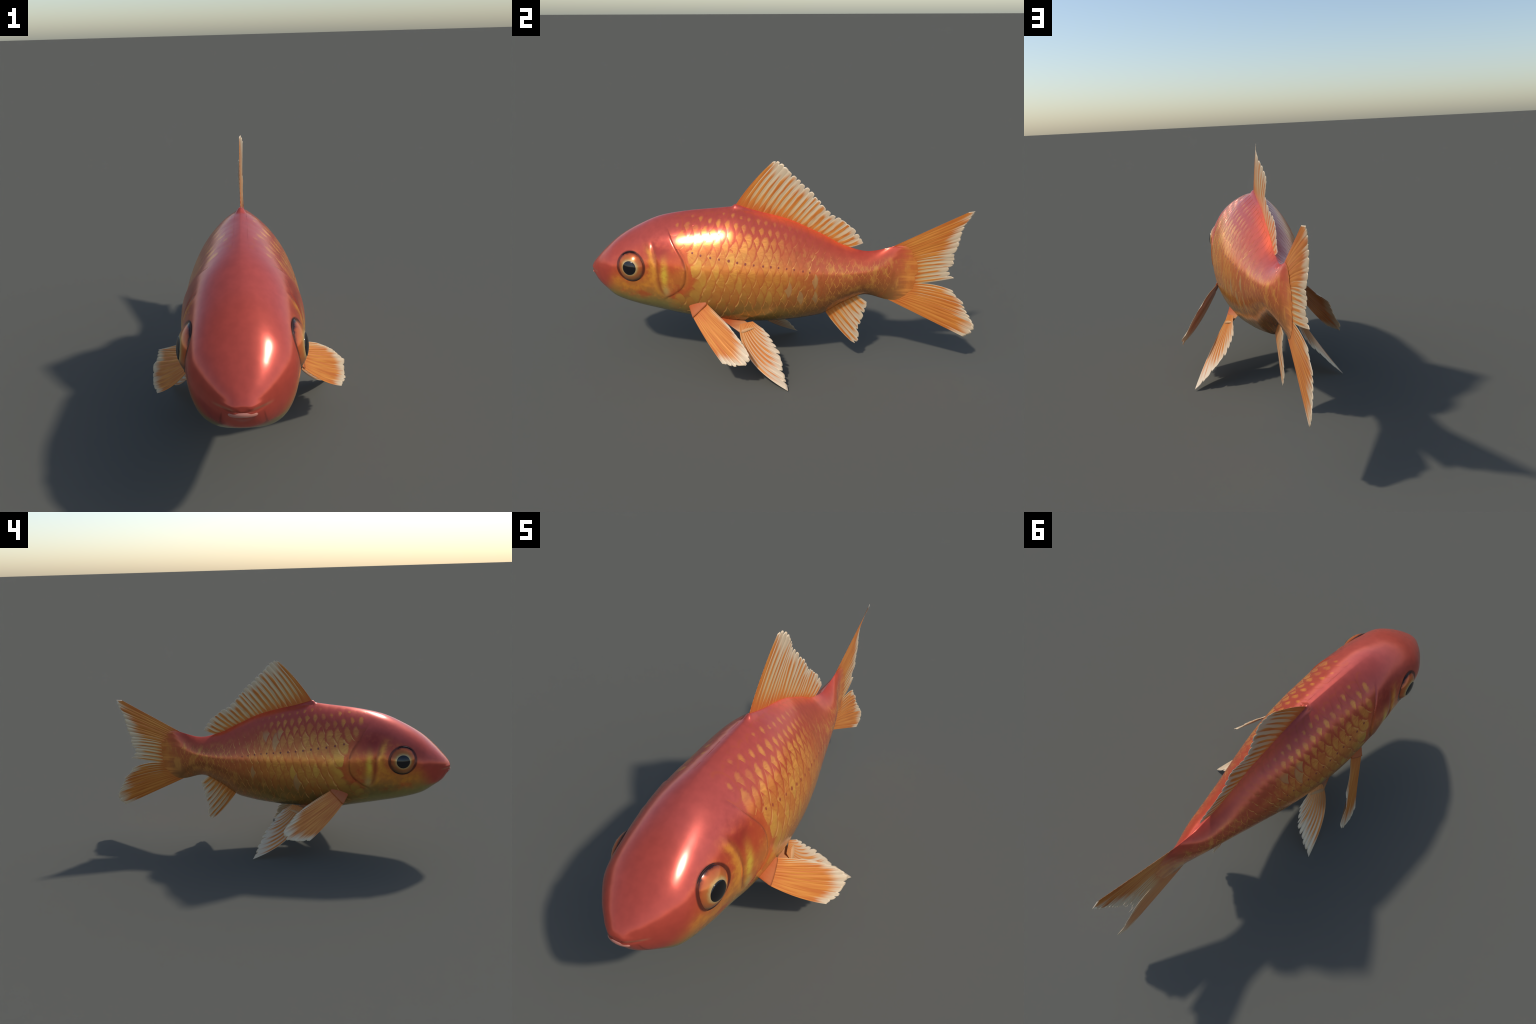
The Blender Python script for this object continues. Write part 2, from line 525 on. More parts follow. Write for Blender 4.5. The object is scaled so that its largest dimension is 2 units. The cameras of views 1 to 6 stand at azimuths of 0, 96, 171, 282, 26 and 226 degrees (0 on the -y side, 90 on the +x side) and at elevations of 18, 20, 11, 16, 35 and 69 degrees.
nrm = vertex_normals(verts, Q)
if (nrm * (verts - np.array([X0, 0, .5])))[:, 0].sum() < 0:
    Q = Q[:, ::-1]; nrm = -nrm
verts = verts + nrm * relief(verts[:, 0] - X0, verts[:, 1], verts[:, 2])[:, None]
nose = len(verts)
verts = np.vstack([verts, verts[:NA].mean(0) + [0, -.0004, 0]])
tri = [(j, (j + 1) % NA, nose) for j in range(NA)]
tri2 = []
whole = bpy.data.meshes.new("whole")
whole.from_pydata(verts.tolist(), [], Q.tolist() + tri + tri2)
whole.update()
import bmesh
bm = bmesh.new(); bm.from_mesh(whole); bmesh.ops.recalc_face_normals(bm, faces=bm.faces); bm.to_mesh(whole); bm.free()
whole.update()
VN = np.zeros(len(whole.vertices) * 3)
whole.vertices.foreach_get("normal", VN)
VN = VN.reshape(-1, 3)
for k in (1, 2, 3):                     # the hem of the skin lies flat on the tail rays
    VN[(NS - k) * NA:(NS - k + 1) * NA] = VN[(NS - 5) * NA:(NS - 4) * NA]
faces = [tuple(p.vertices) for p in whole.polygons]
cent = np.array([verts[list(f)].mean(0) for f in faces])
d = cent[:, 1] - gill_y(cent[:, 2])
cz = cent[:, 2]
cheek = np.interp(cz, CHEEK_Z, CHEEK_Y)
zt_, zb_, *_ = section(cent[:, 1])
is_gill = (d < 0) & (cent[:, 1] > cheek) & (cz > .41) & (cz < .715) & (np.abs(cent[:, 0] - X0) > .08)
is_head = (~is_gill) & (cent[:, 1] < np.interp(cz, [.2, .36, .406, .735, .77, .9], [-.52, -.54, -.564, -.557, -.57, -.57])) | ((~is_gill) & (d < 0) & (cent[:, 1] < -.45))
region = np.where(is_gill, np.where(cent[:, 0] > X0, 1, 2), np.where(is_head, 0, np.where(cent[:, 1] > .36, 4, 3)))
parts = {}
for k, nm in enumerate(["head", "gill_cover", "gill_cover", "torso", "tail_root"]):
    fs = [faces[i] for i in np.nonzero(region == k)[0]]
    used = sorted({v for f in fs for v in f})
    idx = {v: i for i, v in enumerate(used)}
    me = mesh_of(nm, verts[used], [[idx[v] for v in f] for f in fs])
    me.normals_split_custom_set_from_vertices([tuple(VN[v]) for v in used])
    parts[k] = new_object(nm, me, fish, [M_SKIN])
bpy.data.meshes.remove(whole)
head, torso, tail_root = parts[0], parts[3], parts[4]

# ----------------------------------------------------------------------------------------------
# SCALES: a brick-laid lattice on both flanks; the clearest 300 are objects, the rest one mesh
# ----------------------------------------------------------------------------------------------
ROWS = 13


def row_h(q):
    """rows crowd together towards back and belly, where the flank turns away"""
    return .4 * q + .6 * (.5 - .5 * math.cos(math.pi * q))


def row_dh(q):
    return .4 + .3 * math.pi * math.sin(math.pi * q)



def theta_at(h, y):
    zt, zb, zm, *_ = section(y)
    z = zb + h * (zt - zb)
    s = np.where(z >= zm, (z - zm) / (zt - zm), (z - zm) / (zm - zb))
    return np.arcsin(np.clip(s, -.999, .999))


def row_shift(y):
    return .085 * np.clip((-.18 - y) / .25, 0, 1.3) ** 1.4


# polar plate: rings from the heart to the free edge
SPOKES, RINGS = 20, (0., .35, .68, .90, 1.0)


def plate(yc, hc, hl, hh, sd, lift):
    """points, normals and the two local half axes of one scale laid on the flank"""
    pts, nor = [], []
    ang = np.linspace(0, 2 * math.pi, SPOKES, endpoint=False)
    ca, sa = np.cos(ang), np.sin(ang)
    A = [0.]; B = [0.]; Rr = [0.]
    for r in RINGS[1:]:
        A += list(r * ca); B += list(r * sa * (1 - .10 * np.maximum(ca, 0) ** 2)); Rr += [r] * SPOKES
    A += list(1.004 * ca); B += list(1.004 * sa * (1 - .10 * np.maximum(ca, 0) ** 2)); Rr += [1.05] * SPOKES
    A, B, Rr = map(np.array, (A, B, Rr))
    y = yc + A * hl
    h = np.clip(hc + B * hh + row_shift(y) - row_shift(np.full_like(y, yc)), .012, .988)
    th = theta_at(h, y)
    p, n = skin_frame(y, th, sd)
    off = lift * (.25 + .75 * A) + .0004 * (1 - Rr ** 2)
    off = np.where(Rr > 1.01, np.minimum(off, 0) - .0012, off)
    return p + n * off[:, None], n, A, B


def plate_faces():
    f = []
    for j in range(SPOKES):
        f.append((0, 1 + j, 1 + (j + 1) % SPOKES))
    for r in range(len(RINGS) - 1):
        o, q = 1 + r * SPOKES, 1 + (r + 1) * SPOKES
        for j in range(SPOKES):
            k = (j + 1) % SPOKES
            f.append((o + j, q + j, q + k, o + k))
    return f


PF = plate_faces()
RIMFACE = [len(f) == 4 and max(f) > (len(RINGS) - 2) * SPOKES for f in PF]
spots = []
pores = []
for sd in (1, -1):
    for row in range(ROWS):
        h0 = row_h((row + .55) / ROWS)
        y = -.66 + (.5 if row % 2 else 0) * .0
        k = 0
        y = -.64
        while y < .545:
            pitch = float(np.interp(y, [-.6, -.3, .1, .3, .55], [.047, .045, .037, .033, .027]))
            yc = y + (pitch * .5 if row % 2 else 0)
            hc = h0 + float(row_shift(np.array(yc)))
            y += pitch
            if hc > .975 or hc < .03:
                continue
            zt, zb, *_ = section(np.array(yc))
            z = float(zb + hc * (zt - zb))
            start = float(gill_y(z)) + .052 if z < .70 else -.50 - (z - .70) * 1.1
            if yc < start or yc > .50 + .05 * math.sin(math.pi * hc):
                continue
            pored = row == 7 and yc < .16
            spots.append((sd, yc, hc, pitch * .86, 1.12 / ROWS * row_dh((row + .55) / ROWS), pored))

order = sorted(range(len(spots)), key=lambda i: spots[i][1] + (.5 if spots[i][2] < .22 else 0))
named = set(order[:300])
rest_v, rest_f, rest_m, rest_n = [], [], [], []
for i, (sd, yc, hc, hl, hh, pored) in enumerate(spots):
    hl *= rng.uniform(.90, 1.06); hh_ = hh * rng.uniform(.92, 1.08); yc += rng.uniform(-.003, .003)
    lift = .0013 * float(np.interp(yc, [-.6, .1, .5], [1, .8, .45]))
    p, nn, A, B = plate(yc, hc, hl, hh_, sd, lift)
    order_f = PF if sd > 0 else [tuple(reversed(f)) for f in PF]
    if i in named:
        c = p[0]
        ax = p[1 + 3 * SPOKES] - p[1 + 3 * SPOKES + SPOKES // 2]
        up = p[1 + 3 * SPOKES + SPOKES // 4] - p[1 + 3 * SPOKES + 3 * SPOKES // 4]
        lx, ly = np.linalg.norm(ax) / 2, np.linalg.norm(up) / 2
        ax = ax / np.linalg.norm(ax)
        nz = np.cross(ax, up); nz /= np.linalg.norm(nz)
        up2 = np.cross(nz, ax)
        M = Matrix([[*(ax * lx)[[0]], (up2 * ly)[0], nz[0] * .01, c[0]], [(ax * lx)[1], (up2 * ly)[1], nz[1] * .01, c[1]], [(ax * lx)[2], (up2 * ly)[2], nz[2] * .01, c[2]], [0, 0, 0, 1]])
        Mi = np.array(M.inverted())
        loc = p @ Mi[:3, :3].T + Mi[:3, 3]
        me = mesh_of("scale", loc, order_f)
        o = new_object("scale", me, torso, [M_SCALE])
        o.matrix_world = M
        # shade like the flank below, tipped slightly by the plate
        nn = nn + .035 * (A - .2)[:, None] * ax + .03 * B[:, None] * up2
        nl = nn @ np.array(M)[:3, :3]
        nl /= np.linalg.norm(nl, axis=1, keepdims=True)
        me.normals_split_custom_set_from_vertices([tuple(v) for v in nl])
    else:
        base = len(rest_v)
        rest_v += list(p); rest_n += list(nn)
        rest_f += [tuple(base + v for v in f) for f in order_f]
        rest_m += [1 if r else 0 for r in RIMFACE]
    if pored:
        y = yc + hl * .12
        cpt, cn = skin_frame(np.array([y]), theta_at(np.array([hc]), np.array([y])), sd)
        pores.append((cpt[0] + cn[0] * (lift * .5 + .0006), cn[0], hl * rng.uniform(.13, .18)))

me = mesh_of("small_scales", rest_v, rest_f)
small = new_object("small_scales", me, torso, [M_SKIN, M_RIM])
me.polygons.foreach_set("material_index", rest_m)
me.normals_split_custom_set_from_vertices([tuple(v) for v in rest_n])
small["kind"] = "stuff"

pv, pf = [], []
for c, nn, r in pores:
    t1 = np.array([0, 1., 0]) - nn * nn[1]; t1 /= np.linalg.norm(t1); t2 = np.cross(nn, t1)
    b = len(pv); pv.append(c + nn * .0002)
    for j in range(12):
        a = j / 12 * 2 * math.pi
        pv.append(c + (t1 * math.cos(a) + t2 * math.sin(a) * 1.15) * r - nn * .0004)
    pf += [(b, b + 1 + j, b + 1 + (j + 1) % 12) for j in range(12)]
po = new_object("lateral_line_pores", mesh_of("lateral_line_pores", pv, pf), torso, [M_PORE])
po["kind"] = "stuff"

# ----------------------------------------------------------------------------------------------
# EYES: dark socket ring, domed iris, proud black pupil
# ----------------------------------------------------------------------------------------------
def dome(r, sag, r_in=0., rings=14, seg=64, lift=0., skirt=.0):
    """spherical cap of rim radius r; returns vertices and faces, local z outward"""
    R = (r * r + sag * sag) / (2 * sag)
    v, f = [(0, 0, sag + lift)], []
    for i in range(1, rings + 1):
        q = r * i / rings
        z = math.sqrt(R * R - q * q) - (R - sag) + lift
        v += [(q * math.cos(a), q * math.sin(a), z) for a in np.linspace(0, 2 * math.pi, seg, endpoint=False)]
    if skirt:
        v += [(1.0 * r * math.cos(a), 1.0 * r * math.sin(a), -skirt) for a in np.linspace(0, 2 * math.pi, seg, endpoint=False)]
        rings += 1
    f += [(0, 1 + j, 1 + (j + 1) % seg) for j in range(seg)]
    for i in range(rings - 1):
        o, q = 1 + i * seg, 1 + (i + 1) * seg
        f += [(o + j, q + j, q + (j + 1) % seg, o + (j + 1) % seg) for j in range(seg)]
    return v, f


def torus(R, r, flat=1., seg=72, tube=12):
    v, f = [], []
    for i in range(seg):
        a = i / seg * 2 * math.pi
        for j in range(tube):
            b = j / tube * 2 * math.pi
            q = R + r * math.cos(b)
            v.append((q * math.cos(a), q * math.sin(a), r * flat * math.sin(b)))
    for i in range(seg):
        for j in range(tube):
            k, l = (i + 1) % seg, (j + 1) % tube
            f.append((i * tube + j, k * tube + j, k * tube + l, i * tube + l))
    return v, f


for sd in (1, -1):
    # the eye sits in the plane of the skin around it
    ang = np.linspace(0, 2 * math.pi, 16, endpoint=False)
    ry, rz = EYE[1] + .074 * np.cos(ang), EYE[2] + .074 * np.sin(ang)
    zt, zb, *_ = section(ry)
    rim = skin(ry, theta_at((rz - zb) / (zt - zb), ry), sd)
    out = np.linalg.svd(rim - rim.mean(0))[2][2]
    out = Vector(out * np.sign(out[0] * sd))
    ctr = Vector(rim.mean(0)) + out * EYE_OUT
    upv = Vector((0, 0, 1)); upv = (upv - out * upv.dot(out)).normalized()
    right = upv.cross(out)
    M = Matrix((right, upv, out)).transposed().to_4x4(); M.translation = ctr
    v, f = torus(.0752, .0028, 1.2)
    eye = new_object("eye", mesh_of("eye_socket", v, f), fish, [M_SOCKET]); eye.matrix_world = M
    v, f = dome(.0755, .033, skirt=.02)
    o = new_object("iris", mesh_of("iris", v, f), eye, [M_IRIS]); o.matrix_world = M
    # the pupil is a cap of the same sphere, one millimetre and a half proud
    R = (.0755 ** 2 + .033 ** 2) / (2 * .033)
    rp = .0355
    sg = R - math.sqrt(R * R - rp * rp)
    v, f = dome(rp, sg, rings=10, lift=.033 - sg + .0012, skirt=-(.033 - sg - .002))
    o = new_object("pupil", mesh_of("pupil", v, f), eye, [M_PUPIL]); o.matrix_world = M @ Matrix.Translation((0, 0, .033 - R)) @ Matrix.Rotation(.06, 4, 'X') @ Matrix.Translation((0, 0, R - .033))

# lower lip: a soft pale roll across the snout
v, f = [], []
for i in range(25):
    t = -1 + 2 * i / 24
    q = math.sqrt(max(1 - t ** 2, 0))
    for j in range(12):
        a = j / 12 * 2 * math.pi
        v.append((X0 + .041 * t, -1.0020 + .0100 * t * t + .0050 * q * math.cos(a), .4775 - .003 * t * t + (.0085 * q ** .7) * math.sin(a)))
for i in range(24):
    for j in range(12):
        f.append((i * 12 + j, (i + 1) * 12 + j, (i + 1) * 12 + (j + 1) % 12, i * 12 + (j + 1) % 12))
new_object("lip", mesh_of("lip", v, f), head, [M_LIP])

# ----------------------------------------------------------------------------------------------
# FINS
# ----------------------------------------------------------------------------------------------
def along(poly, u):
    """points at arc-length fractions u of a polyline"""
    poly = np.asarray(poly, float)
    s = np.concatenate([[0], np.cumsum(np.linalg.norm(np.diff(poly, axis=0), axis=1))]); s /= s[-1]
    return np.stack([np.interp(u, s, poly[:, k]) for k in range(poly.shape[1])], -1)


class Fan:
    """a sheet of fin between a root line and a tip line, carried by n rays"""

    def __init__(self, root, tip, n, bulge=((0, 0, 0), (0, 0, 0)), notch=.012, wave=.0, seed=1, skew=1., curl=False, rise=.0005):
        self.root, self.tip, self.n = np.asarray(root, float), np.asarray(tip, float), n
        self.bulge = np.asarray(bulge, float); self.notch = notch; self.wave = wave; self.skew = skew; self.curl = curl; self.rise = rise
        r = random.Random(seed)
        self.jit = np.array([r.uniform(-.45, 1.) for _ in range(n)])
        self.cut = np.array([r.uniform(.25, 1.5) for _ in range(n + 1)]); self.cut[0] = self.cut[-1] = .0
        self.ph = r.uniform(0, 6)
        self.ks = np.arange(n + 1)
        self.ub = np.array([0.] + [(i + r.uniform(-.24, .24)) / n for i in range(1, n)] + [1.])
        a = along(self.root, [.0, 1.]); b = along(self.tip, [0., 1.])
        nm = np.cross((b - a).mean(0), a[1] - a[0] + b[1] - b[0]); self.normal = nm / np.linalg.norm(nm)

    def length(self, u):
        """fraction of full length at u: rounded teeth, one for each ray"""
        f = np.clip(np.interp(u, self.ub, self.ks), 0, self.n - 1e-6)
        i = f.astype(int); t = 2 * (f - i) - 1
        ends = np.where(t < 0, self.cut[i], self.cut[i + 1])
        L = np.linalg.norm(along(self.tip, u ** self.skew) - along(self.root, u), axis=-1)
        drop = np.abs(t) ** 4 * ends + (1 - np.abs(t) ** 4) * .28 * self.jit[i]
        return 1 - self.notch * drop / np.maximum(L, .03)

    def at(self, u, v):
        u, v = np.broadcast_arrays(np.asarray(u, float), np.asarray(v, float))
        a = along(self.root, u); b = along(self.tip, u ** self.skew)
        v_ = v[..., None]
        if self.curl:
            b = b.copy(); b[..., 0] = X0 + (b[..., 0] - X0) * v
        bl = self.bulge[0] * (1 - u)[..., None] + self.bulge[1] * u[..., None]
        p = a + (b - a) * v_ + bl * 4 * v_ * (1 - v_)
        w = self.wave * v * np.sin(u * 9.0 + v * 2.5 + self.ph)
        return p + self.normal * w[..., None]

    def web(self, rows=22, per=10, half=.0007):
        us = np.interp(np.linspace(0, self.n, self.n * per + 1), self.ks, self.ub)
        vs = np.linspace(0, 1, rows) ** .85
        U, V = np.meshgrid(us, vs, indexing='ij')
        Pm = self.at(U, V * self.length(us)[:, None])
        taper = half * (1 - .55 * V) * np.where((U < 1e-6) | (U > 1 - 1e-6), .3, 1)
        top, bot = Pm + self.normal * taper[..., None], Pm - self.normal * taper[..., None]
        nu, nv = U.shape
        v = np.vstack([top.reshape(-1, 3), bot.reshape(-1, 3)]); off = nu * nv
        f = []
        for i in range(nu - 1):
            for j in range(nv - 1):
                a, b, c, d_ = i * nv + j, (i + 1) * nv + j, (i + 1) * nv + j + 1, i * nv + j + 1
                f += [(a, b, c, d_), (off + d_, off + c, off + b, off + a)]
        for i in range(nu - 1):
            a, b = i * nv + nv - 1, (i + 1) * nv + nv - 1
            f.append((a, b, off + b, off + a))
        for i in (0, nu - 1):
            for j in range(nv - 1):
                a, b = i * nv + j, i * nv + j + 1
                f.append((a, b, off + b, off + a) if i == 0 else (b, a, off + a, off + b))
        return v, f

    def ray(self, i, rows=18, cols=9, cover=1.0):
        """lens-shaped ridge along ray i, both faces of the fin, and its own local frame"""
        u0, u1 = self.ub[i], self.ub[i + 1]
        uc, hw = (u0 + u1) / 2, (u1 - u0) / 2
        ts = np.linspace(-1, 1, cols)
        vs = np.linspace(0, 1, rows)
        T, V = np.meshgrid(ts, vs, indexing='ij')
        U = np.clip(uc + T * hw * cover, 0, 1)
        Lf = self.length(U[:, 0])[:, None] * .995
        Pm = self.at(U, V * Lf)
        lens = (.0012 + self.rise * (1 - T ** 2)) * (1 - .6 * V) * (.62 + .38 * smooth(0, .3, V)) * np.where(V > .99, .25, 1)
        top, bot = Pm + self.normal * lens[..., None], Pm - self.normal * lens[..., None]
        nu, nv = T.shape
        v = np.vstack([top.reshape(-1, 3), bot.reshape(-1, 3)]); off = nu * nv
        f = []
        for a_ in range(nu - 1):
            for j in range(nv - 1):
                a, b, c, d_ = a_ * nv + j, (a_ + 1) * nv + j, (a_ + 1) * nv + j + 1, a_ * nv + j + 1
                f += [(a, b, c, d_), (off + d_, off + c, off + b, off + a)]
            a, b = a_ * nv + nv - 1, (a_ + 1) * nv + nv - 1
            f.append((a, b, off + b, off + a))
        for e in (0, nu - 1):
            for j in range(nv - 1):
                a, b = e * nv + j, e * nv + j + 1
                f.append((a, b, off + b, off + a) if e == 0 else (b, a, off + a, off + b))
        c0, c1 = self.at(np.array(uc), np.array(0.)), self.at(np.array(uc), np.array(1.))
        X = c1 - c0; L = np.linalg.norm(X); X = X / L
        across = self.at(np.array(uc + .8 * hw), np.array(.5)) - self.at(np.array(uc - .8 * hw), np.array(.5))
        Z = np.cross(X, across); Z /= np.linalg.norm(Z); Y = np.cross(Z, X)

        def half(vv):
            dlt = self.at(np.array(u1), np.array(vv)) - self.at(np.array(u0), np.array(vv))
            return abs(dlt @ Y) / 2
        w0, w1 = max(half(0.), 1e-3), max(half(1.), 1e-3)
        M = Matrix([[X[k] * L, Y[k] * w0, Z[k] * .01, c0[k]] for k in range(3)] + [[0, 0, 0, 1]])
        mid = self.at(np.array(uc), np.array(.5)) - (c0 + c1) / 2
        across /= np.linalg.norm(across)
        tilt = (T.reshape(-1, 1) * .16) * across
        nw = np.vstack([self.normal + tilt, -self.normal + tilt])
        return v, f, M, (w1 - w0) / w0, (mid @ Y) / w0, nw


def build_fin(name, fans, looks, parent=fish):
    """membrane mesh, with every ray a child of it; looks(fan, k, n) -> ray properties"""
    V, Fc = [], []
    for fan in fans:
        v, f = fan.web()
        Fc += [tuple(len(V) + a for a in q) for q in f]
        V += list(v)
    me = mesh_of(name, V, Fc)
    fin = new_object(name, me, parent, [M_WEB])
    for q, fan in enumerate(fans):
        for i in range(fan.n):
            v, f, M, flare, bow, nw = fan.ray(i)
            Mi = np.array(M.inverted())
            ml = mesh_of("fin_ray", v @ Mi[:3, :3].T + Mi[:3, 3], f)
            bmx = bmesh.new(); bmx.from_mesh(ml); bmesh.ops.recalc_face_normals(bmx, faces=bmx.faces); bmx.to_mesh(ml); bmx.free()
            nl = nw @ np.array(M)[:3, :3]
            ml.normals_split_custom_set_from_vertices([tuple(q_ / np.linalg.norm(q_)) for q_ in nl])
            o = new_object("fin_ray", ml, fin, [M_RAY])
            o.matrix_world = M
            o["flare"], o["bow"] = float(flare), float(bow)
            for k, val in looks(q, i, fan.n).items():
                o[k] = float(val)
    return fin


def flat(pts, x=X0):
    """points of a median fin: (y, z) in the symmetry plane or (y, z, sideways offset)"""
    return [(x + (p[2] if len(p) > 2 else 0), p[0], p[1]) for p in pts]


# back fin
dorsal = Fan(flat([(-.236, .842), (-.139, .815), (.003, .776), (.082, .742), (.189, .700), (.328, .640)]),
             flat([(-.041, 1.075), (-.015, 1.081, .004), (.011, 1.066, .009), (.03, 1.050, .012), (.062, 1.012, .008), (.09, .985, -.002), (.125, .954, -.010), (.15, .931, -.009), (.178, .903, -.001), (.207, .873, .008), (.232, .841, .005), (.26, .815, -.001), (.291, .796, -.007), (.319, .780, -.010), (.348, .759, -.009), (.375, .736, -.006), (.393, .716, -.003), (.409, .691), (.418, .668)]),
             21, bulge=((0, -.010, .004), (0, .0, -.004)), notch=.015, wave=.001, seed=3, skew=1.12)


def dorsal_look(q, i, n):
    if i == 0:
        return dict(warm=1.5, reach=1.10, ember=.7, blush=0)
    return dict(warm=rng.uniform(-.05, .22), reach=rng.uniform(.86, 1.12), ember=.5, blush=0)


build_fin("dorsal_fin", [dorsal], dorsal_look)

# tail fin: upper lobe, middle, lower lobe
up = Fan(flat([(.538, .640), (.600, .612), (.652, .572)]),
         flat([(.925, .845, -.002), (.957, .848, -.012), (.949, .821, -.020), (.917, .765, -.024), (.909, .728, -.025), (.896, .691, -.024), (.893, .652, -.022), (.878, .617, -.019), (.874, .602, -.017)]),
         10, bulge=((0, 0, 0), (0, 0, .006)), notch=.018, wave=.002, curl=True, seed=5, skew=.9)
mid = Fan(flat([(.652, .572), (.665, .51), (.655, .455)]),
          flat([(.874, .602, -.017), (.882, .567, -.018), (.856, .548, -.018), (.858, .518, -.02), (.862, .501, -.021), (.884, .489, -.023)]),
          6, bulge=((0, 0, .006), (0, 0, -.002)), notch=.022, wave=.002, curl=True, seed=8)
low = Fan(flat([(.655, .455), (.612, .405), (.552, .368)]),
          flat([(.880, .424, -.016), (.905, .388, -.017), (.938, .362, -.015), (.952, .325, -.011), (.975, .287, -.004), (1.001, .245, .004), (1.004, .22, .006), (.988, .2, .008), (.953, .176, .008)]),
          12, bulge=((0, .0, .018), (0, 0, 0)), notch=.016, wave=.002, curl=True, seed=11, skew=1.0)


def tail_look(q, i, n):
    if q == 0:
        k = i / (n - 1)
        return dict(warm=1.4 - 1.2 * k ** 2, reach=1.10 - .22 * k + rng.uniform(-.05, .05), ember=.9, blush=0)
    if q == 1:
        return dict(warm=rng.uniform(-.08, .05), reach=rng.uniform(.85, 1.08), ember=.9, blush=0)
    k = i / (n - 1)
    return dict(warm=.35 + .9 * k, reach=.99 + rng.uniform(-.08, .08) + .04 * k, ember=.3, blush=0)


build_fin("tail_fin", [up, mid, low], tail_look)

# fin under the tail root
anal = Fan(flat([(.229, .292), (.30, .335), (.389, .390)]),
           flat([(.372, .122), (.402, .105), (.417, .125), (.417, .161), (.412, .205), (.421, .226), (.428, .256), (.438, .274), (.445, .301), (.451, .325), (.449, .345)]),
           8, bulge=((0, -.004, -.006), (0, 0, 0)), notch=.022, wave=.004, seed=14)
build_fin("anal_fin", [anal], lambda q, i, n: dict(warm=(.25 if i == 0 else rng.uniform(-.12, .08)), reach=rng.uniform(.84, 1.12), ember=.15, blush=.6))


def mirrored(pts, sd, tuck=0.):
    """place points given for the right side on side sd; tuck pulls the far end inwards"""
    pts = np.asarray(pts, float).copy()
    if sd < 0:
        pts[:, 0] = 2 * X0 - pts[:, 0] + tuck * np.clip((pts[:, 0] - .15) / .2, 0, 1)
    return pts


def paddle(name, parent, rings, pale, origin, tip):
    """fleshy foot of a paired fin, lofted through oval sections (centre, half long axis, half short axis)"""
    seg = 28
    v, f = [], []
    for c, a, b in rings:
        for j in range(seg):
            t = j / seg * 2 * math.pi
            v.append(np.asarray(c) + np.asarray(a) * math.cos(t) + np.asarray(b) * math.sin(t))
    for i in range(len(rings) - 1):
        for j in range(seg):
            k = (j + 1) % seg
            f.append((i * seg + j, i * seg + k, (i + 1) * seg + k, (i + 1) * seg + j))
    v.append(np.asarray(rings[-1][0]) + (np.asarray(rings[-1][0]) - np.asarray(rings[-2][0])) * .10)
    f += [((len(rings) - 1) * seg + j, (len(rings) - 1) * seg + (j + 1) % seg, len(v) - 1) for j in range(seg)]
    v = np.array(v)
    X = np.asarray(tip) - np.asarray(origin); L = np.linalg.norm(X); X /= L
    Z = np.cross(X, [0, 1., .3]); Z /= np.linalg.norm(Z); Y = np.cross(Z, X)
    M = Matrix([[X[k] * L, Y[k] * L, Z[k] * L, origin[k]] for k in range(3)] + [[0, 0, 0, 1]])
    Mi = np.array(M.inverted())
    me = mesh_of(name, v @ Mi[:3, :3].T + Mi[:3, 3], f)
    bmx = bmesh.new(); bmx.from_mesh(me); bmesh.ops.recalc_face_normals(bmx, faces=bmx.faces); bmx.to_mesh(me); bmx.free()
    o = new_object(name, me, parent, [M_BASE]); o.matrix_world = M
    o["pale"] = pale
    return o


def loft_between(start, end, sa, ea, sb, eb, n=9, ease=1.):
    """oval sections easing from one end to the other"""
    out = []
    for i in range(n):
        t = i / (n - 1); e = t ** ease
        L = lambda p, q, k: np.asarray(p, float) * (1 - k) + np.asarray(q, float) * k
        out.append((L(start, end, t), L(sa, ea, e), L(sb, eb, e)))
    return out


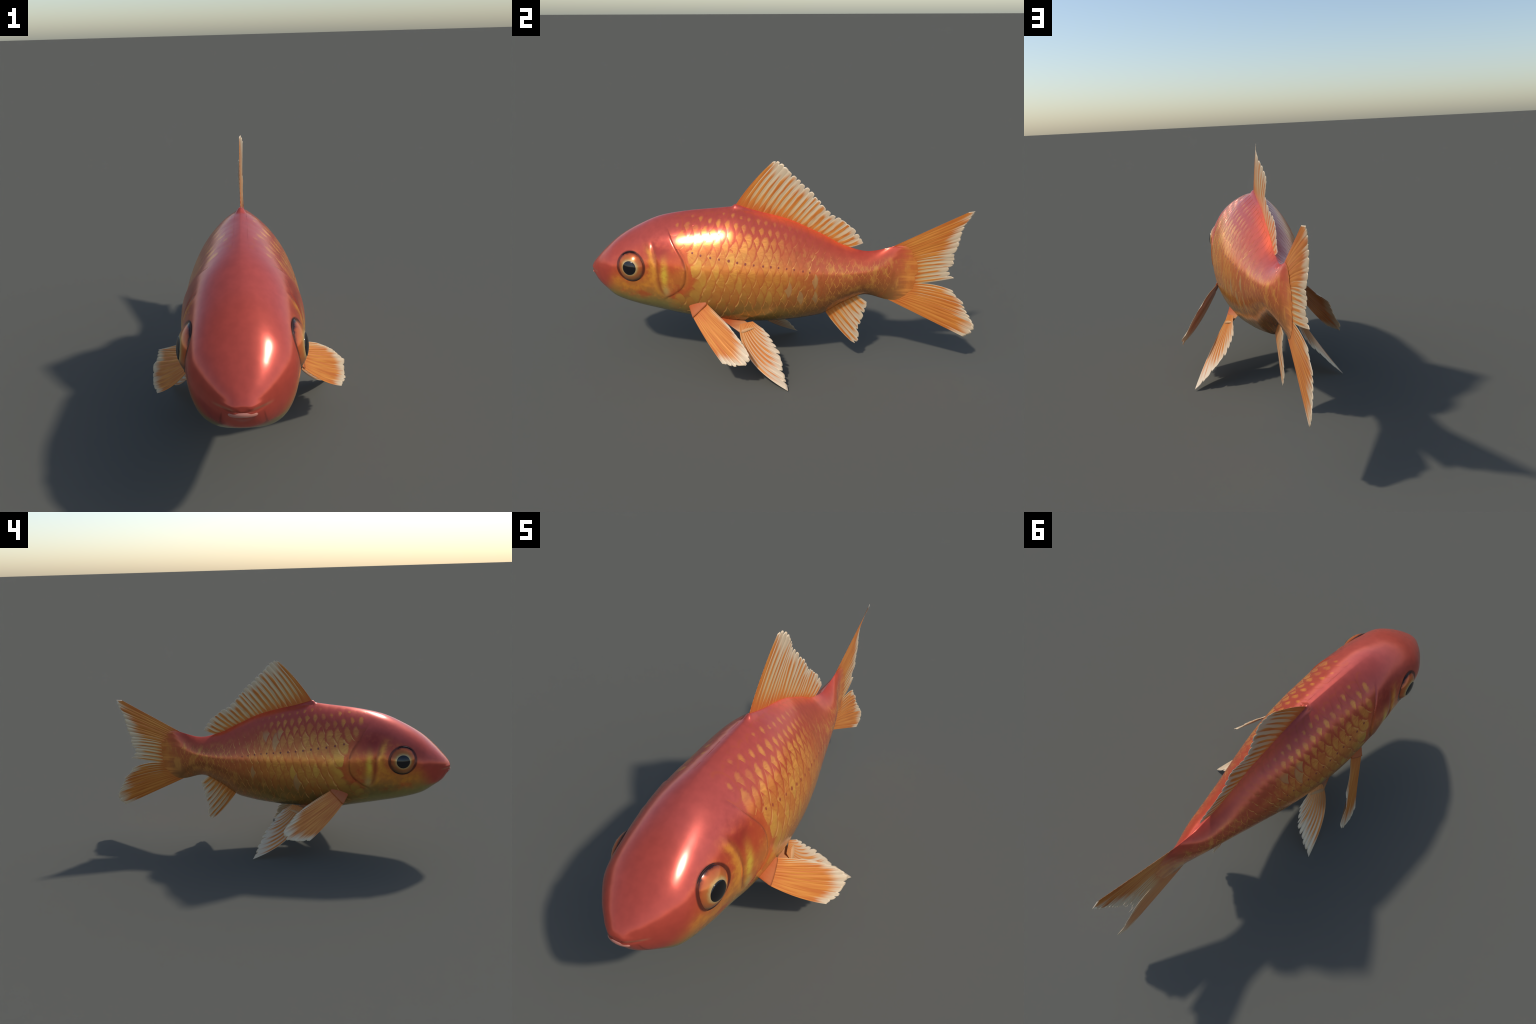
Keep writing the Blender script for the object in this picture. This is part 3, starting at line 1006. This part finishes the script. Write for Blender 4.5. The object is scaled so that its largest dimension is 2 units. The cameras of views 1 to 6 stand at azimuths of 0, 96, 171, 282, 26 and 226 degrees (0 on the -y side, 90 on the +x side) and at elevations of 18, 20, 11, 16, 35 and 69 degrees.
for sd in (1, -1):
    tuck = .02
    fx = np.array([sd, 1, 1])
    root = mirrored([(.190, -.432, .318), (.188, -.400, .350), (.176, -.362, .385)], sd)
    tip = mirrored([(.356, -.252, .142), (.374, -.190, .141), (.378, -.134, .150), (.384, -.113, .186), (.366, -.119, .206), (.340, -.150, .243), (.314, -.178, .268), (.272, -.228, .308)], sd, tuck)
    if sd < 0:                                          # the left one is folded a little further down
        tip = mirrored([(.333, -.256, .136), (.352, -.190, .136), (.362, -.134, .146), (.366, -.113, .184), (.352, -.119, .206), (.338, -.150, .245), (.324, -.177, .281), (.272, -.228, .315)], sd)
    fan = Fan(root, tip, 13, bulge=(np.array((.0, .0, -.014)) * fx, np.array((.006, .0, .004)) * fx), notch=.013, wave=.004, seed=21 + sd, skew=1.0, rise=.00022)
    fin = build_fin("pectoral_fin", [fan], lambda q, i, n: dict(warm=(1.3 - 1.0 * (i / (n - 1)) ** 2) + rng.uniform(-.1, .1), reach=.98 - .08 * i / (n - 1) + rng.uniform(-.06, .08), ember=.35, blush=.3))
    a = mirrored([(.150, -.425, .412), (.194, -.392, .346)], sd)
    A0 = np.array([.004 * sd, -.036, -.040]); A1 = np.array([.006 * sd, -.036, -.036])
    B0 = np.array([.014 * sd, .006, -.002]); B1 = np.array([.0038 * sd, .002, .002])
    paddle("fin_base", fin, loft_between(a[0], a[1], A0, A1, B0, B1), .15, a[0], a[1])

    root = mirrored([(.150, -.196, .262), (.140, -.165, .268), (.128, -.132, .272)], sd)
    tip = mirrored([(.343, .070, .004), (.290, .052, .045), (.235, .035, .090), (.192, .016, .128), (.162, -.015, .172), (.146, -.040, .206), (.139, -.075, .238)], sd, tuck)
    fan = Fan(root, tip, 11, bulge=(np.array((.002, -.066, -.018)) * fx, np.array((.006, .004, .0)) * fx), notch=.020, wave=.003, seed=31 + sd, skew=.95)
    fin = build_fin("pelvic_fin", [fan], lambda q, i, n: dict(warm=(.5 if 0 < i < 6 else .22) + rng.uniform(-.12, .12), reach=.98 - .018 * i + rng.uniform(-.08, .10), ember=.1, blush=1.))
    a = mirrored([(.088, -.285, .292), (.158, -.152, .232)], sd)
    A0 = np.array([.030 * sd, -.050, .016]); A1 = np.array([.014 * sd, -.034, -.012])
    B0 = np.array([.020 * sd, .008, -.028]); B1 = np.array([.0065 * sd, .0, .0050])
    paddle("fin_base", fin, loft_between(a[0], a[1], A0, A1, B0, B1, ease=.8), .8, a[0], a[1])
